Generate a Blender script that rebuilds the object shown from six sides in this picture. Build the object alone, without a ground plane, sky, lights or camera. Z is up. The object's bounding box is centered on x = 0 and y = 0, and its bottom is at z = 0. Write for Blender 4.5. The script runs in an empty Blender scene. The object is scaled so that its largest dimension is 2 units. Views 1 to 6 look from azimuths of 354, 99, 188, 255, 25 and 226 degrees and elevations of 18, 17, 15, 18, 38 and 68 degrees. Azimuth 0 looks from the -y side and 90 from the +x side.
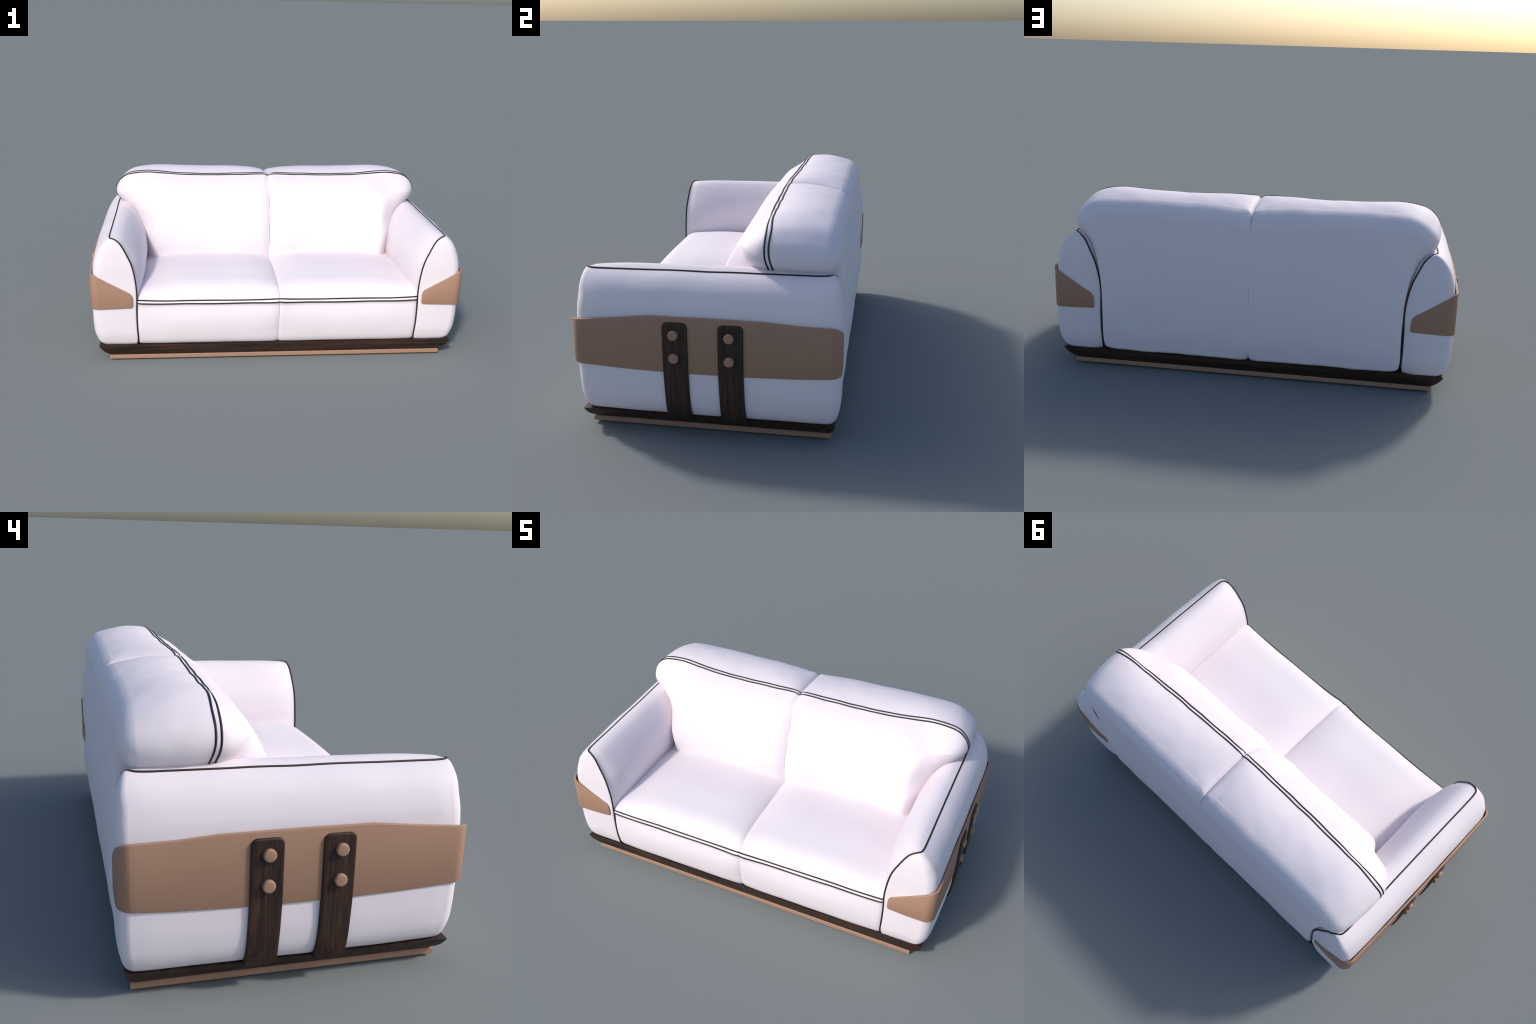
import bpy, math
import numpy as np
from mathutils import Vector, noise

# ------------------------------------------------------------------ helpers
def lerp_table(v, table):
    xs = [p[0] for p in table]; ys = [p[1] for p in table]
    return np.interp(v, xs, ys)

def smooth_table(v, table, width=0.02):
    return (lerp_table(v - width, table) + 2 * lerp_table(v, table) + lerp_table(v + width, table)) / 4

def spline(ctrl, counts, closed=True):
    """Centripetal Catmull-Rom through control points, counts[i] samples on segment i."""
    P = [np.array(p, float) for p in ctrl]
    n = len(P); out = []
    segs = n if closed else n - 1
    for i in range(segs):
        p1, p2 = P[i], P[(i + 1) % n]
        p0 = P[i - 1] if (closed or i > 0) else 2 * p1 - p2
        p3 = P[(i + 2) % n] if (closed or i + 2 < n) else 2 * p2 - p1
        d1 = max(np.linalg.norm(p1 - p0), 1e-5) ** 0.5
        d2 = max(np.linalg.norm(p2 - p1), 1e-5) ** 0.5
        d3 = max(np.linalg.norm(p3 - p2), 1e-5) ** 0.5
        m1 = d2 * ((p1 - p0) / d1 - (p2 - p0) / (d1 + d2) + (p2 - p1) / d2)
        m2 = d2 * ((p2 - p1) / d2 - (p3 - p1) / (d2 + d3) + (p3 - p2) / d3)
        k = counts[i]
        for j in range(k):
            t = j / k
            out.append((2 * t**3 - 3 * t**2 + 1) * p1 + (t**3 - 2 * t**2 + t) * m1
                       + (-2 * t**3 + 3 * t**2) * p2 + (t**3 - t**2) * m2)
    if not closed:
        out.append(P[-1])
    return np.array(out)

def seg_counts(ctrl, step, closed=True):
    n = len(ctrl); segs = n if closed else n - 1
    return [max(3, int(round(math.dist(ctrl[i], ctrl[(i + 1) % n]) / step))) for i in range(segs)]

def edge_distance(pts, outline, mask=None):
    """distance of pts to a closed outline and the index of the nearest segment"""
    a = outline; b = np.roll(outline, -1, axis=0)
    idx = np.arange(len(a))
    if mask is not None:
        a, b, idx = a[mask], b[mask], idx[mask]
    ab = b - a; L = np.maximum((ab**2).sum(1), 1e-12)
    best = np.full(len(pts), 9.0); bi = np.zeros(len(pts), int)
    for s in range(0, len(pts), 2000):
        p = pts[s:s + 2000, None, :]
        t = np.clip(((p - a) * ab).sum(2) / L, 0, 1)
        q = a + t[..., None] * ab
        dd = np.sqrt(((p - q)**2).sum(2))
        k = dd.argmin(1)
        best[s:s + 2000] = dd[np.arange(len(k)), k]; bi[s:s + 2000] = idx[k]
    return best, bi

def fillet(d, r):
    """drop of a rounded edge of radius r at distance d from the edge"""
    r = np.maximum(r, 1e-6)
    k = np.clip(1 - d / r, 0, 1)
    return r * (1 - np.sqrt(1 - k * k))

def soften_shape(P, amp=0.0022, freq=6.5):
    """soft unevenness of stuffed leather: a smooth vector noise that moves body and piping alike"""
    P = np.array(P, float)
    off = np.array([noise.noise_vector(Vector(p) * freq) for p in P])
    return P + amp * off

def add_mesh(name, verts, faces, mat, parent, smooth=True):
    me = bpy.data.meshes.new(name)
    me.from_pydata([tuple(map(float, v)) for v in verts], [], faces)
    me.validate(); me.update()
    me.materials.append(mat)
    ob = bpy.data.objects.new(name, me)
    bpy.context.scene.collection.objects.link(ob)
    ob.parent = parent
    if smooth:
        me.polygons.foreach_set("use_smooth", [True] * len(me.polygons))
    return ob

def fix_normals(ob):
    import bmesh
    bm = bmesh.new(); bm.from_mesh(ob.data)
    bmesh.ops.recalc_face_normals(bm, faces=bm.faces)
    bm.to_mesh(ob.data); bm.free()

def rings_to_mesh(rings, pole_a=None, pole_b=None):
    n = len(rings[0]); verts = [v for r in rings for v in r]; faces = []
    for k in range(len(rings) - 1):
        for i in range(n):
            j = (i + 1) % n
            faces.append((k * n + i, k * n + j, (k + 1) * n + j, (k + 1) * n + i))
    if pole_a is not None:
        c = len(verts); verts.append(pole_a)
        faces += [(c, (i + 1) % n, i) for i in range(n)]
    if pole_b is not None:
        c = len(verts); verts.append(pole_b); o = (len(rings) - 1) * n
        faces += [(c, o + i, o + (i + 1) % n) for i in range(n)]
    return verts, faces

def pillow(front, back, centre, front_y, back_y, wall, rings=34, wall_rings=18, wall_bump=None):
    """A stuffed body: outline (x,z) in front and behind, domed caps y(x,z), and a wall between."""
    centre = np.array(centre, float)
    lev = np.linspace(0, 1, rings) ** 1.9         # dense near the edge
    fr, bk = [], []
    for s in lev[::-1][1:]:
        p = front + (centre - front) * s
        fr.append(p)
    pf = np.concatenate(fr); yf = front_y(pf)
    bb = []
    for s in lev[:-1]:
        bb.append(back + (centre - back) * s)
    pb = np.concatenate(bb); yb = back_y(pb)
    n = len(front); R = []
    for k in range(rings - 1):
        R.append(np.column_stack([pf[k*n:(k+1)*n, 0], yf[k*n:(k+1)*n], pf[k*n:(k+1)*n, 1]]))
    e0, e1 = R[-1], np.column_stack([pb[:n, 0], yb[:n], pb[:n, 1]])
    tang = np.roll(front, -1, 0) - np.roll(front, 1, 0)
    nor = np.column_stack([tang[:, 1], -tang[:, 0]]); nor /= np.linalg.norm(nor, axis=1)[:, None]
    area = 0.5 * np.sum(front[:, 0] * np.roll(front[:, 1], -1) - np.roll(front[:, 0], -1) * front[:, 1])
    if area < 0: nor = -nor
    for k in range(1, wall_rings):
        s = k / wall_rings
        q = e0 + (e1 - e0) * s
        if wall_bump is not None:
            b = wall_bump(s, q)
            q = q + np.column_stack([nor[:, 0] * b, np.zeros(n), nor[:, 1] * b])
        R.append(q)
    for k in range(rings - 1):
        R.append(np.column_stack([pb[k*n:(k+1)*n, 0], yb[k*n:(k+1)*n], pb[k*n:(k+1)*n, 1]]))
    ca = np.array([centre[0], front_y(centre[None])[0], centre[1]])
    cb = np.array([centre[0], back_y(centre[None])[0], centre[1]])
    return R, ca, cb

def resample(path, step):
    path = np.array(path, float)
    d = np.r_[0, np.cumsum(np.linalg.norm(np.diff(path, axis=0), axis=1))]
    k = max(4, int(d[-1] / step)); u = np.linspace(0, d[-1], k)
    return np.column_stack([np.interp(u, d, path[:, i]) for i in range(3)])

def relax(path, n):
    for _ in range(n):
        path[1:-1] = 0.5 * path[1:-1] + 0.25 * (path[:-2] + path[2:])
    return path

def tube(name, path, radius, mat, parent, sides=10, step=0.006, soften=2):
    p = relax(resample(path, step), soften)
    t = np.gradient(p, axis=0); t /= np.linalg.norm(t, axis=1)[:, None]
    up = np.cross(t[0], [0.3, 0.5, 0.81]); up /= np.linalg.norm(up)
    R = []
    for i in range(len(p)):
        up = up - t[i] * (up @ t[i]); up /= np.linalg.norm(up)
        side = np.cross(t[i], up)
        R.append([p[i] + radius * (math.cos(a) * up + math.sin(a) * side)
                  for a in np.linspace(0, 2 * math.pi, sides, endpoint=False)])
    v, f = rings_to_mesh(R, p[0], p[-1])
    ob = add_mesh(name, v, f, mat, parent); fix_normals(ob)
    return ob

# ------------------------------------------------------------------ materials
def new_mat(name):
    m = bpy.data.materials.new(name); m.use_nodes = True
    nt = m.node_tree
    return m, nt, nt.nodes["Principled BSDF"]

def leather_material():
    m, nt, b = new_mat("white_leather")
    co = nt.nodes.new("ShaderNodeTexCoord")
    nz = nt.nodes.new("ShaderNodeTexNoise"); nz.inputs["Scale"].default_value = 3.0
    nz.inputs["Detail"].default_value = 3
    ramp = nt.nodes.new("ShaderNodeValToRGB")
    ramp.color_ramp.elements[0].position = 0.3; ramp.color_ramp.elements[1].position = 0.7
    ramp.color_ramp.elements[0].color = (0.775, 0.71, 0.76, 1)
    ramp.color_ramp.elements[1].color = (0.787, 0.722, 0.772, 1)
    nt.links.new(co.outputs["Object"], nz.inputs["Vector"])
    nt.links.new(nz.outputs["Fac"], ramp.inputs["Fac"])
    nt.links.new(ramp.outputs["Color"], b.inputs["Base Color"])
    b.inputs["Roughness"].default_value = 0.62
    b.inputs["Specular IOR Level"].default_value = 0.3
    return m

def piping_material():
    m, nt, b = new_mat("dark_piping")
    b.inputs["Base Color"].default_value = (0.013, 0.009, 0.008, 1)
    b.inputs["Roughness"].default_value = 0.6
    return m

def copper_material():
    m, nt, b = new_mat("matt_copper")
    co = nt.nodes.new("ShaderNodeTexCoord")
    nz = nt.nodes.new("ShaderNodeTexNoise"); nz.inputs["Scale"].default_value = 5.0
    ramp = nt.nodes.new("ShaderNodeValToRGB")
    ramp.color_ramp.elements[0].position = 0.3; ramp.color_ramp.elements[1].position = 0.7
    ramp.color_ramp.elements[0].color = (0.352, 0.208, 0.142, 1)
    ramp.color_ramp.elements[1].color = (0.366, 0.217, 0.148, 1)
    nt.links.new(co.outputs["Object"], nz.inputs["Vector"])
    nt.links.new(nz.outputs["Fac"], ramp.inputs["Fac"])
    nt.links.new(ramp.outputs["Color"], b.inputs["Base Color"])
    b.inputs["Roughness"].default_value = 0.6
    b.inputs["Specular IOR Level"].default_value = 0.3
    return m

def wood_material(name, stretch, offset, slant=0.0):
    """dark wenge; grain drawn out along the axis with the small stretch value"""
    m, nt, b = new_mat(name)
    N, L = nt.nodes, nt.links
    co = N.new("ShaderNodeTexCoord")
    mp = N.new("ShaderNodeMapping"); mp.inputs["Scale"].default_value = stretch
    mp.inputs["Location"].default_value = offset
    mp.inputs["Rotation"].default_value = (slant, 0, 0)
    L.new(co.outputs["Object"], mp.inputs["Vector"])
    warp = N.new("ShaderNodeTexNoise"); warp.inputs["Scale"].default_value = 0.35
    warp.inputs["Detail"].default_value = 2
    L.new(mp.outputs["Vector"], warp.inputs["Vector"])
    mix = N.new("ShaderNodeMix"); mix.data_type = 'VECTOR'; mix.inputs["Factor"].default_value = 0.35
    sc = N.new("ShaderNodeVectorMath"); sc.operation = 'SCALE'; sc.inputs["Scale"].default_value = 4.5
    L.new(warp.outputs["Color"], sc.inputs[0])
    add = N.new("ShaderNodeVectorMath"); add.operation = 'ADD'
    L.new(mp.outputs["Vector"], add.inputs[0]); L.new(sc.outputs["Vector"], add.inputs[1])
    broad = N.new("ShaderNodeTexNoise"); broad.inputs["Scale"].default_value = 0.9
    broad.inputs["Detail"].default_value = 4; broad.inputs["Roughness"].default_value = 0.6
    L.new(add.outputs["Vector"], broad.inputs["Vector"])
    fine = N.new("ShaderNodeTexNoise"); fine.inputs["Scale"].default_value = 3.2
    fine.inputs["Detail"].default_value = 3
    L.new(add.outputs["Vector"], fine.inputs["Vector"])
    mm = N.new("ShaderNodeMix"); mm.data_type = 'FLOAT'; mm.inputs["Factor"].default_value = 0.45
    L.new(broad.outputs["Fac"], mm.inputs[2]); L.new(fine.outputs["Fac"], mm.inputs[3])
    ramp = N.new("ShaderNodeValToRGB"); r = ramp.color_ramp
    r.elements[0].position = 0.36; r.elements[0].color = (0.011, 0.007, 0.006, 1)
    r.elements[1].position = 0.66; r.elements[1].color = (0.078, 0.035, 0.019, 1)
    e = r.elements.new(0.5); e.color = (0.032, 0.0165, 0.0115, 1)
    L.new(mm.outputs[0], ramp.inputs["Fac"])
    L.new(ramp.outputs["Color"], b.inputs["Base Color"])
    b.inputs["Roughness"].default_value = 0.55
    b.inputs["Specular IOR Level"].default_value = 0.35
    return m

# ------------------------------------------------------------------ armrest
# cross-section of the arm, right-hand (+x) side, in (x, z)
ARM_SECTION = [(0.742, 0.088), (0.734, 0.115), (0.735, 0.20), (0.735, 0.30), (0.733, 0.38), (0.739, 0.45),
               (0.756, 0.53), (0.781, 0.588), (0.804, 0.634), (0.820, 0.656), (0.840, 0.669), (0.868, 0.671),
               (0.902, 0.645), (0.930, 0.604), (0.948, 0.553), (0.957, 0.49), (0.962, 0.40), (0.965, 0.28),
               (0.963, 0.20), (0.955, 0.145), (0.937, 0.105), (0.905, 0.084), (0.84, 0.080), (0.77, 0.080)]
INNER_BOTTOM, INNER_TOP, OUTER_TOP = 0, 10, 11
ARM_FRONT = [(0.07, 0.488), (0.10, 0.500), (0.15, 0.512), (0.22, 0.516), (0.35, 0.517), (0.45, 0.515),
             (0.53, 0.515), (0.60, 0.509), (0.65, 0.501), (0.69, 0.488)]

ARM_BACK = [(0.07, 0.493), (0.10, 0.508), (0.15, 0.522), (0.22, 0.525), (0.35, 0.523), (0.45, 0.522),
            (0.53, 0.523), (0.60, 0.519), (0.65, 0.511), (0.69, 0.496)]
# stuffing: how far the wall swells outward at each section point, half way along the arm
ARM_SWELL = [0.0, 0.0, 0.002, 0.008, 0.023, 0.039, 0.045, 0.044, 0.036, 0.028, 0.015, 0.001,
             0.008, 0.012, 0.012, 0.008, 0.006, 0.008, 0.009, 0.009, 0.006, 0.0, 0.0, 0.0]

def rise(P):
    # the arm stands a few millimetres higher at the back
    P = np.array(P, float)
    P[:, 2] += 0.0055 * (P[:, 1] / 0.5 + 0.1) * np.clip((P[:, 2] - 0.45) / 0.2, 0, 1)
    return P

def build_armrest(sgn, root, M):
    cnt = seg_counts(ARM_SECTION, 0.007)
    sec = spline(ARM_SECTION, cnt)
    start = np.r_[0, np.cumsum(cnt)]
    n = len(sec)
    # rounding radius of the end faces: tight at the piped inner edge, soft outside and below
    rad = np.full(n, 0.046)
    rad[start[INNER_BOTTOM]:start[INNER_TOP]] = 0.012
    rad[start[20]:] = 0.03
    ramp_in = np.linspace(0.012, 0.036, start[13] - start[INNER_TOP])
    rad[start[INNER_TOP]:start[13]] = ramp_in
    for _ in range(6):
        rad = (np.roll(rad, 1) + rad + np.roll(rad, -1)) / 3
    inner = np.zeros(n, bool); inner[start[INNER_BOTTOM]:start[INNER_TOP]] = True
    def recess(p, sign):
        # the piped inner edge lies a little deeper than the middle of the end face
        d, _ = edge_distance(p, sec, inner)
        k = np.clip(1 - d / 0.075, 0, 1)
        return (0.001 if sign < 0 else 0.017) * k * k * np.clip((0.70 - p[:, 1]) / 0.06, 0, 1)
    def end(sign):
        def f(p):
            d, i = edge_distance(p, sec)
            tab = ARM_FRONT if sign < 0 else ARM_BACK
            return sign * (smooth_table(p[:, 1], tab) + 0.004 * np.clip(d / 0.1, 0, 1) - recess(p, sign) - fillet(d, rad[i] * (1.0 if sign < 0 else 0.75)))
        return f
    swell = spline([(a, 0) for a in ARM_SWELL], cnt)[:, 0]
    def bump(s, q):
        return swell * np.clip(1 - np.abs(q[:, 1] / 0.508)**np.where(sec[:, 0] < 0.86, 6.0, 4.0), 0, 1)
    R, ca, cb = pillow(sec, sec, (0.85, 0.36), end(-1), end(1), None, rings=46, wall_rings=40, wall_bump=bump)
    flip = np.array([sgn, 1, 1])
    R = [soften_shape(rise(r)) * flip for r in R]
    v, f = rings_to_mesh(R, ca * flip, cb * flip)
    arm = add_mesh("armrest", v, f, M["leather"], root); fix_normals(arm)

    # piping: up the front inner edge, across, along the top, and down the back edge
    def edge_run(sign):
        pts = []
        for i in range(start[INNER_BOTTOM] + 2, start[INNER_TOP] - 1):
            q = sec[i]; r = rad[i]
            t = sec[i + 1] - sec[i - 1]; t = t / np.linalg.norm(t)
            nin = np.array([t[1], -t[0]])
            k = 1 - math.sqrt(0.5) - 0.16
            c = q + nin * r * k
            yy = sign * (float(smooth_table(q[1], ARM_FRONT if sign < 0 else ARM_BACK)) - r * k - float(recess(c[None], sign)[0]))
            pts.append((c[0], yy, c[1]))
        return pts
    zt = ARM_SECTION[OUTER_TOP][1] + 0.001
    front = edge_run(-1) + [(0.846, -0.489, 0.672), (0.858, -0.485, 0.673), (0.866, -0.476, 0.673)]
    back = [(0.866, 0.462, 0.673), (0.860, 0.474, 0.673), (0.848, 0.481, 0.672)] + edge_run(1)[::-1]
    top = [(0.869, y, zt) for y in np.linspace(-0.445, 0.43, 60)]
    path = soften_shape(rise(np.array(front + top + back))) * flip
    tube("piping", path, 0.0037, M["piping"], arm, soften=3)
    build_band(sgn, arm, M)
    build_straps(sgn, arm, M)
    return arm

def build_band(sgn, arm, M):
    """copper band wrapped round the outside of the arm, tapering on to its front and back"""
    r = 0.038
    plan = []
    yf, yb = -0.5225, 0.5225
    def xo(y):
        return 0.9645 + 0.006 * max(0, 1 - (y / 0.5)**2)
    plan += [(x, yf + 0.006 * ((0.90 - x) / 0.14)**2) for x in np.linspace(0.757, 0.9645 - r - 0.002, 26)]
    cx = xo(0.5) - r
    plan += [(cx + r * math.sin(a), yf + r - r * math.cos(a)) for a in np.linspace(0.1, math.pi / 2, 9)]
    plan += [(xo(y), y) for y in np.linspace(-0.47, 0.47, 60)]
    plan += [(cx + r * math.cos(a), yb - r + r * math.sin(a)) for a in np.linspace(0, math.pi / 2 - 0.1, 9)]
    plan += [(x, yb - 0.006 * ((0.90 - x) / 0.14)**2) for x in np.linspace(0.9645 - r - 0.002, 0.766, 26)]
    plan = resample([(a, b, 0) for a, b in plan], 0.0016)[:, :2]
    d = np.r_[0, np.cumsum(np.linalg.norm(np.diff(plan, axis=0), axis=1))]; Ltot = d[-1]
    t = np.gradient(plan, axis=0); t /= np.linalg.norm(t, axis=1)[:, None]
    nor = np.column_stack([t[:, 1], -t[:, 0]])             # outward
    ends_f, ends_b = 0.195, Ltot - 0.19
    side = lambda y: ends_f + 0.02 + (y + 0.5)
    top_tab = [(0, 0.377), (0.03, 0.394), (ends_f, 0.486), (ends_f + 0.02, 0.488), (side(-0.36), 0.502), (side(-0.215), 0.519),
               (side(0.0), 0.521), (side(0.24), 0.519), (side(0.36), 0.510), (ends_b - 0.02, 0.506), (ends_b, 0.500),
               (Ltot - 0.03, 0.399), (Ltot, 0.383)]
    bot_tab = [(0, 0.306), (ends_f, 0.304), (side(-0.33), 0.295), (side(-0.15), 0.291), (side(0.15), 0.291),
               (side(0.37), 0.297), (ends_b, 0.305), (Ltot, 0.308)]
    zt = lerp_table(d, top_tab); zb = lerp_table(d, bot_tab)
    def corner(s, rr):
        return fillet(np.asarray(s), rr)
    zt = zt - corner(d, 0.018) - corner(Ltot - d, 0.030)
    zb = zb + corner(d, 0.012) + corner(Ltot - d, 0.012)
    th, bev = 0.0095, 0.0025
    # closed strip section: outer face, bevelled rims, inner face
    R = []
    for i in range(len(plan)):
        h = zt[i] - zb[i]
        rim = [(0, bev), (0.3 * bev, 0.3 * bev), (bev, 0)]
        sec = []
        for (o, u) in rim: sec.append((th - o, zt[i] - u) if False else (th - o, zt[i] - u))
        sec = [(th, zt[i] - bev), (th - 0.3 * bev, zt[i] - 0.3 * bev), (th - bev, zt[i]), (0, zt[i]),
               (0, zb[i]), (th - bev, zb[i]), (th - 0.3 * bev, zb[i] + 0.3 * bev), (th, zb[i] + bev)]
        R.append([(sgn * (plan[i, 0] + nor[i, 0] * (o - 0.002)), plan[i, 1] + nor[i, 1] * (o - 0.002), z) for o, z in sec])
    v, f = rings_to_mesh(R)
    n = 8; f.append(tuple(range(n))); o = (len(R) - 1) * n; f.append(tuple(o + i for i in range(n))[::-1])
    ob = add_mesh("metal_band", v, f, M["copper"], arm); fix_normals(ob)
    ob.data.set_sharp_from_angle(angle=math.radians(50))

STRAP_CURVE = [(0.05, 0.930), (0.075, 0.942), (0.10, 0.952), (0.13, 0.962), (0.17, 0.968), (0.23, 0.972),
               (0.30, 0.974), (0.52, 0.974)]
def build_straps(sgn, arm, M):
    for k, yc in enumerate((-0.106, 0.110)):
        w, z0, z1, r = 0.049, 0.084, 0.501, 0.020
        out = []
        for y, z, a0 in ((w - r, z1 - r, 0), (-w + r, z1 - r, 90), (-w + 0.004, z0 + 0.004, 180), (w - 0.004, z0 + 0.004, 270)):
            rr = r if z > 0.3 else 0.004
            for a in np.radians(np.linspace(a0, a0 + 90, 9)):
                out.append((y + rr * math.cos(a), z + rr * math.sin(a)))
        out = np.array(out)
        step = 0.006; dense = []
        for i in range(len(out)):
            a, b = out[i], out[(i + 1) % len(out)]
            m = max(1, int(np.linalg.norm(b - a) / step))
            dense += [a + (b - a) * j / m for j in range(m)]
        out = np.array(dense)
        def face(p):
            d, _ = edge_distance(p, out)
            return 0.012 - fillet(d, np.full(len(d), 0.005))
        R, ca, cb = pillow(out, out, (0, 0.30), face, lambda p: np.full(len(p), -0.010), None, rings=24, wall_rings=3)
        def place(r):
            r = np.atleast_2d(r)
            x = r[:, 1] + smooth_table(r[:, 2], STRAP_CURVE, 0.01)
            return np.column_stack([sgn * x, r[:, 0] + yc - 0.008 * np.clip((0.3 - r[:, 2]) / 0.3, 0, 1) * -1, r[:, 2]])
        v, f = rings_to_mesh([place(r) for r in R], place(ca)[0], place(cb)[0])
        strap = add_mesh("wooden_strap", v, f, M["strap%d" % (k if sgn < 0 else 2 + k)], arm); fix_normals(strap)
        for zc in (0.4525, 0.3575):
            prof = [(0.0193, 0.0), (0.0197, 0.004), (0.0197, 0.0082), (0.0192, 0.0106), (0.0180, 0.0123), (0.0162, 0.0133), (0.0145, 0.0136), (0.008, 0.0140)]
            rings = []
            for rr, h in prof:
                rings.append([(sgn * (0.9856 + h), yc - 0.004 + rr * math.cos(a), zc + rr * math.sin(a))
                              for a in np.linspace(0, 2 * math.pi, 40, endpoint=False)])
            v, f = rings_to_mesh(rings, (sgn * 0.9856, yc - 0.004, zc), (sgn * 1.0, yc - 0.004, zc))
            ob = add_mesh("rivet", v, f, M["copper"], arm); fix_normals(ob)
            ob.data.set_sharp_from_angle(angle=math.radians(60))

# ------------------------------------------------------------------ seat cushion
# (y, z) section: base shape at the side seams, and how far the middle swells from it
SEAT_SECTION = [  # y, z, dy, dz
    (-0.484, 0.092, -0.003, 0.000), (-0.500, 0.112, -0.006, -0.002), (-0.513, 0.17, -0.009, 0.0), (-0.517, 0.24, -0.010, 0.0),
    (-0.515, 0.290, -0.004, 0.0), (-0.514, 0.312, 0.000, -0.003), (-0.519, 0.330, 0.002, -0.006), (-0.515, 0.346, 0.006, -0.008),
    (-0.498, 0.366, 0.002, 0.003), (-0.468, 0.382, 0.002, 0.016), (-0.430, 0.389, 0.0, 0.024), (-0.36, 0.393, 0.0, 0.032),
    (-0.25, 0.396, 0.0, 0.041), (-0.12, 0.394, 0.0, 0.041), (0.02, 0.388, 0.0, 0.036), (0.12, 0.382, 0.0, 0.03),
    (0.16, 0.30, 0, 0), (0.16, 0.10, 0, 0)]
PIPE_LOW, PIPE_HIGH = 6, 7

def build_seat(sgn, root, M):
    ctrl = [(a, b) for a, b, _, _ in SEAT_SECTION]
    cnt = seg_counts(ctrl, 0.008)
    base = spline(ctrl, cnt)
    mid = spline([(a + c, b + d) for a, b, c, d in SEAT_SECTION], cnt)
    start = np.r_[0, np.cumsum(cnt)]
    x0, x1 = 0.0005, 0.733
    t = np.roll(base, -1, 0) - np.roll(base, 1, 0); t /= np.linalg.norm(t, axis=1)[:, None]
    nin = np.column_stack([-t[:, 1], t[:, 0]])
    cen = np.array([-0.2, 0.25])
    if np.mean(((cen - base) * nin).sum(1)) < 0: nin = -nin
    def section(x):
        u = (x - x0) / (x1 - x0)
        crown = 1 - abs(2 * u - 1) ** (5.0 if u < 0.5 else 3.0)
        s = base + (mid - base) * crown
        s[:, 1] += 0.008 * (1 - u) * np.clip((base[:, 1] - 0.36) / 0.03, 0, 1) - 0.002 * u**3 * np.clip((base[:, 1] - 0.36) / 0.03, 0, 1)
        s[:, 0] -= 0.011 * max(0, 1 - u / 0.35)**2 * np.clip((base[:, 1] - 0.17) / 0.10, 0, 1) * np.clip((0.37 - base[:, 1]) / 0.04, 0, 1)
        r = 0.014
        drop = 0.0045 * max(0, 1 - (x - x0) / 0.026)**2 + 0.0045 * max(0, 1 - (x1 - x) / 0.02)**2
        return s + nin * drop
    xs = np.r_[x0 + 0.03 * np.linspace(0, 1, 14)**2, np.linspace(0.04, x1 - 0.04, 60), x1 - 0.03 * np.linspace(1, 0, 10)**2]
    R = []
    for x in xs:
        s = section(x)
        R.append(soften_shape(np.column_stack([np.full(len(s), x), s]), 0.0015) * (sgn, 1, 1))
    v, f = rings_to_mesh(R, (sgn * x0, -0.2, 0.25), (sgn * x1, -0.2, 0.25))
    seat = add_mesh("seat_cushion", v, f, M["leather"], root); fix_normals(seat)
    for idx in (PIPE_LOW, PIPE_HIGH):
        path = []
        for x in np.r_[np.linspace(x0, 0.04, 8), np.linspace(0.05, 0.731, 60)]:
            s = section(max(x, x0 + 0.003))[start[idx]] - nin[start[idx]] * 0.0008
            path.append((x, s[0], s[1] + 0.0012 * math.sin(17 * x + idx)))
        tube("piping", soften_shape(path, 0.0015) * (sgn, 1, 1), 0.0036, M["piping"], seat, soften=2)
    return seat

# ------------------------------------------------------------------ back cushion
BACK_FRONT = [(0.0005, 0.094), (0.0005, 0.45), (0.0005, 0.80), (0.003, 0.842), (0.016, 0.851), (0.06, 0.853), (0.20, 0.848),
              (0.38, 0.845), (0.535, 0.849), (0.70, 0.861), (0.767, 0.855), (0.816, 0.841), (0.846, 0.820), (0.869, 0.793),
              (0.880, 0.762), (0.880, 0.737), (0.869, 0.713), (0.855, 0.697), (0.828, 0.674), (0.795, 0.645), (0.770, 0.605),
              (0.752, 0.555), (0.738, 0.48), (0.729, 0.40), (0.724, 0.28), (0.724, 0.13), (0.716, 0.105), (0.69, 0.097), (0.35, 0.092), (0.004, 0.092)]
BACK_REAR = [(0.0005, 0.094), (0.0005, 0.45), (0.0005, 0.77), (0.003, 0.806), (0.014, 0.821), (0.06, 0.833), (0.20, 0.843),
             (0.38, 0.846), (0.535, 0.848), (0.66, 0.847), (0.740, 0.839), (0.790, 0.822), (0.826, 0.796), (0.854, 0.769),
             (0.865, 0.738), (0.861, 0.712), (0.849, 0.690), (0.835, 0.676), (0.811, 0.655), (0.790, 0.630), (0.772, 0.597),
             (0.752, 0.55), (0.738, 0.48), (0.731, 0.40), (0.727, 0.28), (0.727, 0.13), (0.719, 0.105), (0.69, 0.094), (0.35, 0.092), (0.004, 0.092)]
BACK_FACE = [(0.10, 0.06), (0.38, 0.010), (0.43, -0.001), (0.47, -0.008), (0.51, -0.007), (0.55, 0.000), (0.60, 0.014), (0.65, 0.033),
             (0.70, 0.058), (0.75, 0.089), (0.79, 0.117), (0.815, 0.140), (0.834, 0.162), (0.848, 0.189), (0.862, 0.217)]
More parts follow.
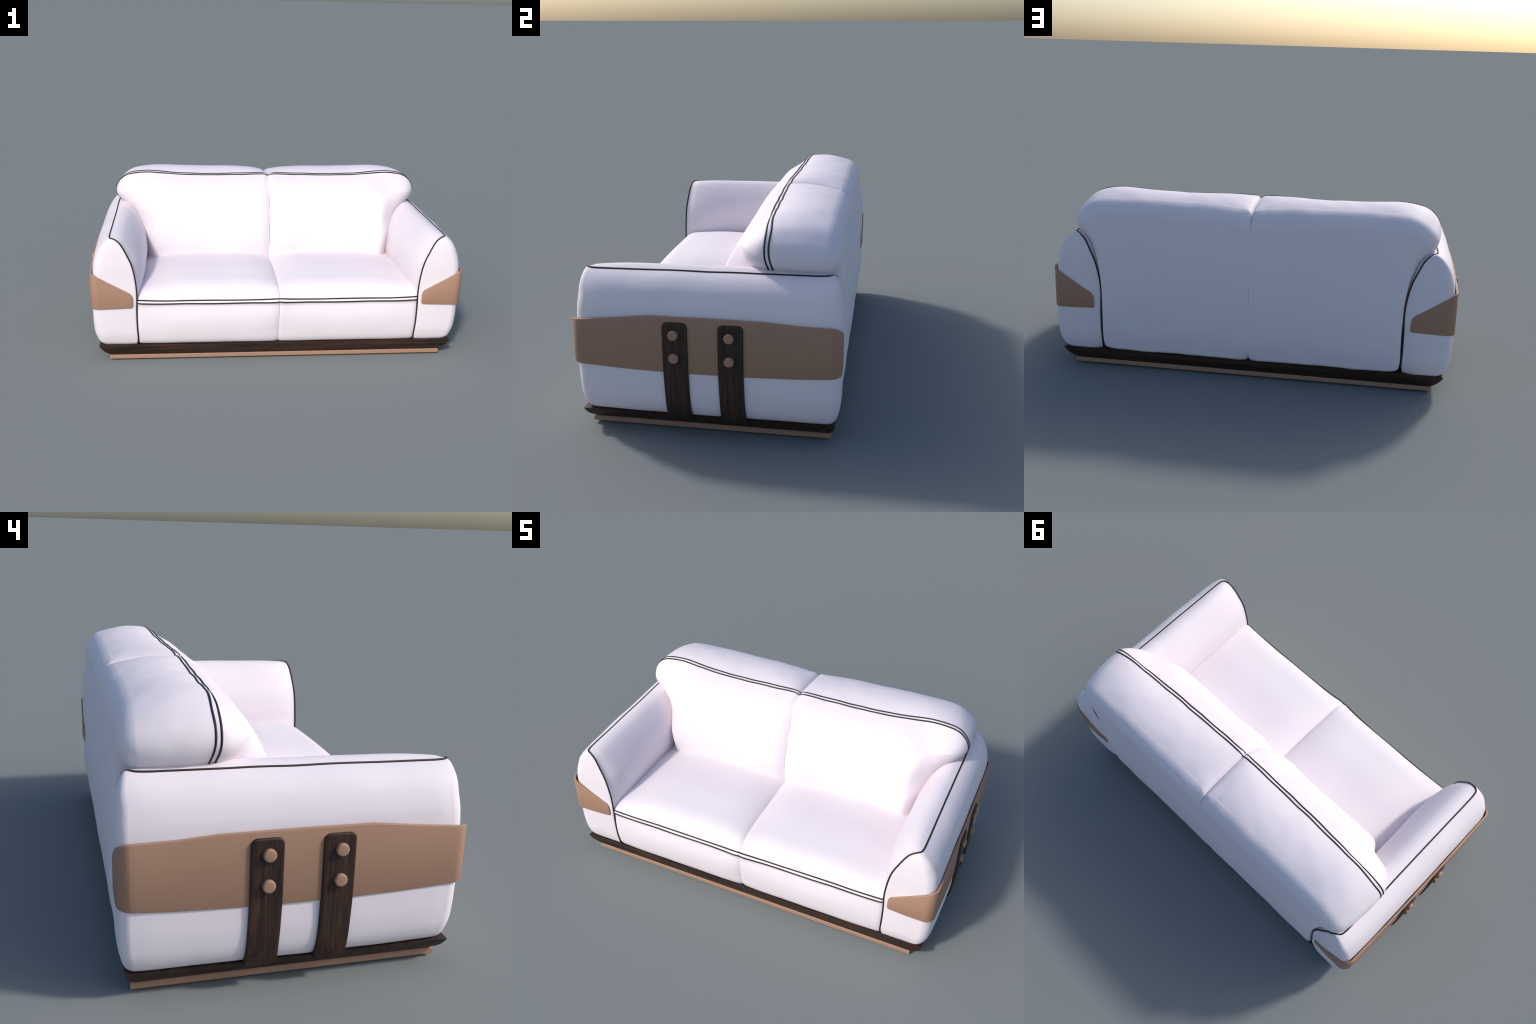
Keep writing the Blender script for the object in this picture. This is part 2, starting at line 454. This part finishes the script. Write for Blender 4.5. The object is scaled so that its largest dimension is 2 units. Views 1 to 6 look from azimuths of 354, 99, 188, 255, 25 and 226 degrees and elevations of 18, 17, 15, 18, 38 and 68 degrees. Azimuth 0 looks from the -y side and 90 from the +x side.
# depth y of the front edge at each control point of the front outline
BACK_EDGE_Y = [0.10, 0.15, 0.195, 0.201, 0.201, 0.202, 0.204, 0.208, 0.215, 0.226, 0.230, 0.232, 0.230, 0.229,
               0.231, 0.236, 0.240, 0.242, 0.242, 0.241, 0.236, 0.222, 0.198, 0.174, 0.15, 0.14, 0.14, 0.14, 0.10, 0.10]
PIPE_A, PIPE_B = 3, 19          # control points between which the piped edge runs

def build_back(sgn, root, M):
    cnt = seg_counts(BACK_FRONT, 0.009)
    fr = spline(BACK_FRONT, cnt); rr = spline(BACK_REAR, cnt)
    start = np.r_[0, np.cumsum(cnt)]; n = len(fr)
    not_seam = np.ones(n, bool); not_seam[:start[3]] = False; not_seam[start[26]:] = False
    edge_tab = spline([(a, 0) for a in BACK_EDGE_Y], cnt)[:, 0]
    for _ in range(10):
        edge_tab = (np.roll(edge_tab, 1) + edge_tab + np.roll(edge_tab, -1)) / 3
    # edge that the rear face rounds off to, carried straight on across the centre seam
    rear_edge = np.vstack([[(-0.3, 0.828), (0.0, 0.832)], rr[start[5]:], [(-0.3, 0.092)]])
    rear_mask = np.ones(len(rear_edge), bool); rear_mask[-1] = False
    def front_y(p):
        x, z = p[:, 0], p[:, 1]
        yp = smooth_table(z, BACK_FACE, 0.012)
        yp = yp - 0.019 * np.clip(1 - x / 0.6, 0, 1) * np.clip((z - 0.62) / 0.2, 0, 1)
        yp = yp - 0.010 * np.clip(1 - np.abs(x - 0.12) / 0.14, 0, 1) * np.exp(-((z - 0.52) / 0.09)**2)
        d, i = edge_distance(p, fr, not_seam)
        hi = np.clip((z - 0.52) / 0.12, 0, 1); hi = hi * hi * (3 - 2 * hi)
        edge_y = edge_tab[i]
        sd = np.clip((x - 0.56) / 0.20, 0, 1); sd = sd * sd * (3 - 2 * sd)
        R = (1 - sd) * 0.06 + sd * (hi * 0.23 + (1 - hi) * 0.14)
        k = fillet(d, R) / R
        y = yp + np.maximum(edge_y - yp, 0) * k
        s = np.clip(1 - x / 0.062, 0, 1) ** 2.3
        low = np.clip((0.85 - z) / 0.1, 0, 1)
        return y + 0.020 * s * low
    rad = np.full(n, 0.080)
    rad[:start[9]] = 0.090
    rad[start[18]:start[21]] = np.linspace(0.080, 0.018, start[21] - start[18])
    rad[start[21]:] = 0.018
    for _ in range(45):
        rad = (np.roll(rad, 1) + rad + np.roll(rad, -1)) / 3
    tag = np.arange(n)
    crown = np.clip(fr[:, 0] / 0.16, 0, 1); crown = 0.3 + 0.7 * (1 - (1 - crown)**3)
    up = ((tag >= start[3]) & (tag < start[18])).astype(float)
    for _ in range(60):
        up = (np.roll(up, 1) + up + np.roll(up, -1)) / 3
    tilt = crown * up
    def back_y(p):
        x, z = p[:, 0], p[:, 1]
        d, i = edge_distance(p, rear_edge, rear_mask)
        i = np.clip(i - 2 + start[5], start[5], n - 1)
        rear = smooth_table(z, [(0.09, 0.508), (0.14, 0.520), (0.22, 0.526), (0.36, 0.526), (0.55, 0.519), (0.70, 0.509), (0.9, 0.500)], 0.04)
        hi = np.clip((z - 0.70) / 0.10, 0, 1); hi = hi * hi * (3 - 2 * hi)
        groove = 0.020 * hi * fillet(x, np.full(len(x), 0.06)) / 0.06 + 0.0025 * np.clip(1 - x / 0.014, 0, 1)**2
        return rear - fillet(d + 0.08 * rad[i] * tilt[i], rad[i]) - groove
    def bump(s, q):
        side = np.clip((fr[:, 0] - 0.66) / 0.2, 0, 1)
        return crown * up * (0.0205 - 0.010 * side) * 4 * s * (1 - s)
    R, ca, cb = pillow(fr, rr, (0.40, 0.60), front_y, back_y, None, rings=60, wall_rings=24, wall_bump=bump)
    flip = np.array([sgn, 1, 1])
    R = [soften_shape(soften_shape(r, 0.002), 0.0016, 15.0) for r in R]
    v, f = rings_to_mesh([r * flip for r in R], ca * flip, cb * flip)
    back = add_mesh("back_cushion", v, f, M["leather"], root); fix_normals(back)
    # two lines of piping along the front edge, one just on the face and one just behind
    edge = R[58]
    for off, amp, ph in ((-1, 0.0008, 0.0), (1, 0.0010, 1.3)):
        path = []
        for i in range(start[PIPE_A], start[PIPE_B] - 1):
            inset = 0.0055
            if off < 0:     # on the front face: walk inward over the rings
                want = 0.0088
                k = 58; walked = 0.0
                while walked < want and k > 40:
                    seg = np.linalg.norm(R[k][i] - R[k - 1][i])
                    if walked + seg >= want:
                        tt = (want - walked) / seg
                        q = R[k][i] + (R[k - 1][i] - R[k][i]) * tt; walked = want; break
                    walked += seg; k -= 1
                else:
                    q = R[k][i]
            else:
                want = 0.0088; k = 58; walked = 0.0
                while walked < want and k < 80:
                    seg = np.linalg.norm(R[k][i] - R[k + 1][i])
                    if walked + seg >= want:
                        tt = (want - walked) / seg
                        q = R[k][i] + (R[k + 1][i] - R[k][i]) * tt; walked = want; break
                    walked += seg; k += 1
                else:
                    q = R[k][i]
            path.append(q * flip)
        p = resample(path, 0.006)
        w = np.arange(len(p)) * 0.006
        p[:, 1] += amp * np.sin(w * 38 + ph)
        tube("piping", p, 0.0038, M["piping"], back, soften=8)
    return back

# ------------------------------------------------------------------ base
def build_base(root, M):
    tip = (0.937, 0.509)
    prof = [(0.0600, 0.028), (0.053, 0.0325), (0.041, 0.041), (0.027, 0.052), (0.015, 0.065), (0.006, 0.078), (0.0, 0.0885)]
    prof_in = [(0.006, 0.0905), (0.035, 0.0910)]
    def rect(ix, iy, z):
        a, b = tip[0] - ix, tip[1] - iy
        k = 24
        c = [(-a, -b), (a, -b), (a, b), (-a, b)]; out = []
        for i in range(4):
            p, q = c[i], c[(i + 1) % 4]
            out += [(p[0] + (q[0] - p[0]) * j / k, p[1] + (q[1] - p[1]) * j / k, z) for j in range(k)]
        return out
    R = [rect(i, i * 0.42, z) for i, z in prof] + [rect(i, i, z) for i, z in prof_in]
    v, f = rings_to_mesh(R, (0, 0, 0.028), (0, 0, 0.091))
    ob = add_mesh("wooden_plinth", v, f, M["plinth"], root); fix_normals(ob)
    ob.data.set_sharp_from_angle(angle=math.radians(35))
    def slab(name, a, b, z0, z1, e, mat):
        R = []
        for ix, z in ((e, z0), (0, z0 + e), (0, z1 - e), (e, z1)):
            x, y = a - ix, b - ix
            R.append([(-x, -y, z), (x, -y, z), (x, y, z), (-x, y, z)])
        v, f = rings_to_mesh(R); f += [(3, 2, 1, 0), (12, 13, 14, 15)]
        ob = add_mesh(name, v, f, mat, root, smooth=False); fix_normals(ob)
    slab("copper_base_plate", 0.885, 0.490, 0.0060, 0.0290, 0.003, M["copper"])
    slab("dark_inset_slab", 0.85, 0.455, 0.0, 0.0120, 0.002, M["piping"])

# ------------------------------------------------------------------ assemble
def main():
    M = {"leather": leather_material(), "piping": piping_material(), "copper": copper_material(),
         "plinth": wood_material("dark_wood_plinth", (1.6, 45, 45), (0.3, 0, 0))}
    for k in range(4):
        M["strap%d" % k] = wood_material("dark_wood_strap_%s" % "abcd"[k], (36, 62, 2.6), (3.1 * k, 1.7 * k, 0.6 * k),
                                         (0.05, -0.05, 0.35, 0.15)[k])
    root = bpy.data.objects.new("sofa", None)
    bpy.context.scene.collection.objects.link(root)
    root["label"] = "white leather two-seat sofa with dark piping and copper bands"
    root["category"] = "sofa"
    build_base(root, M)
    for s in (1, -1):
        build_armrest(s, root, M)
        build_seat(s, root, M)
        build_back(s, root, M)

main()
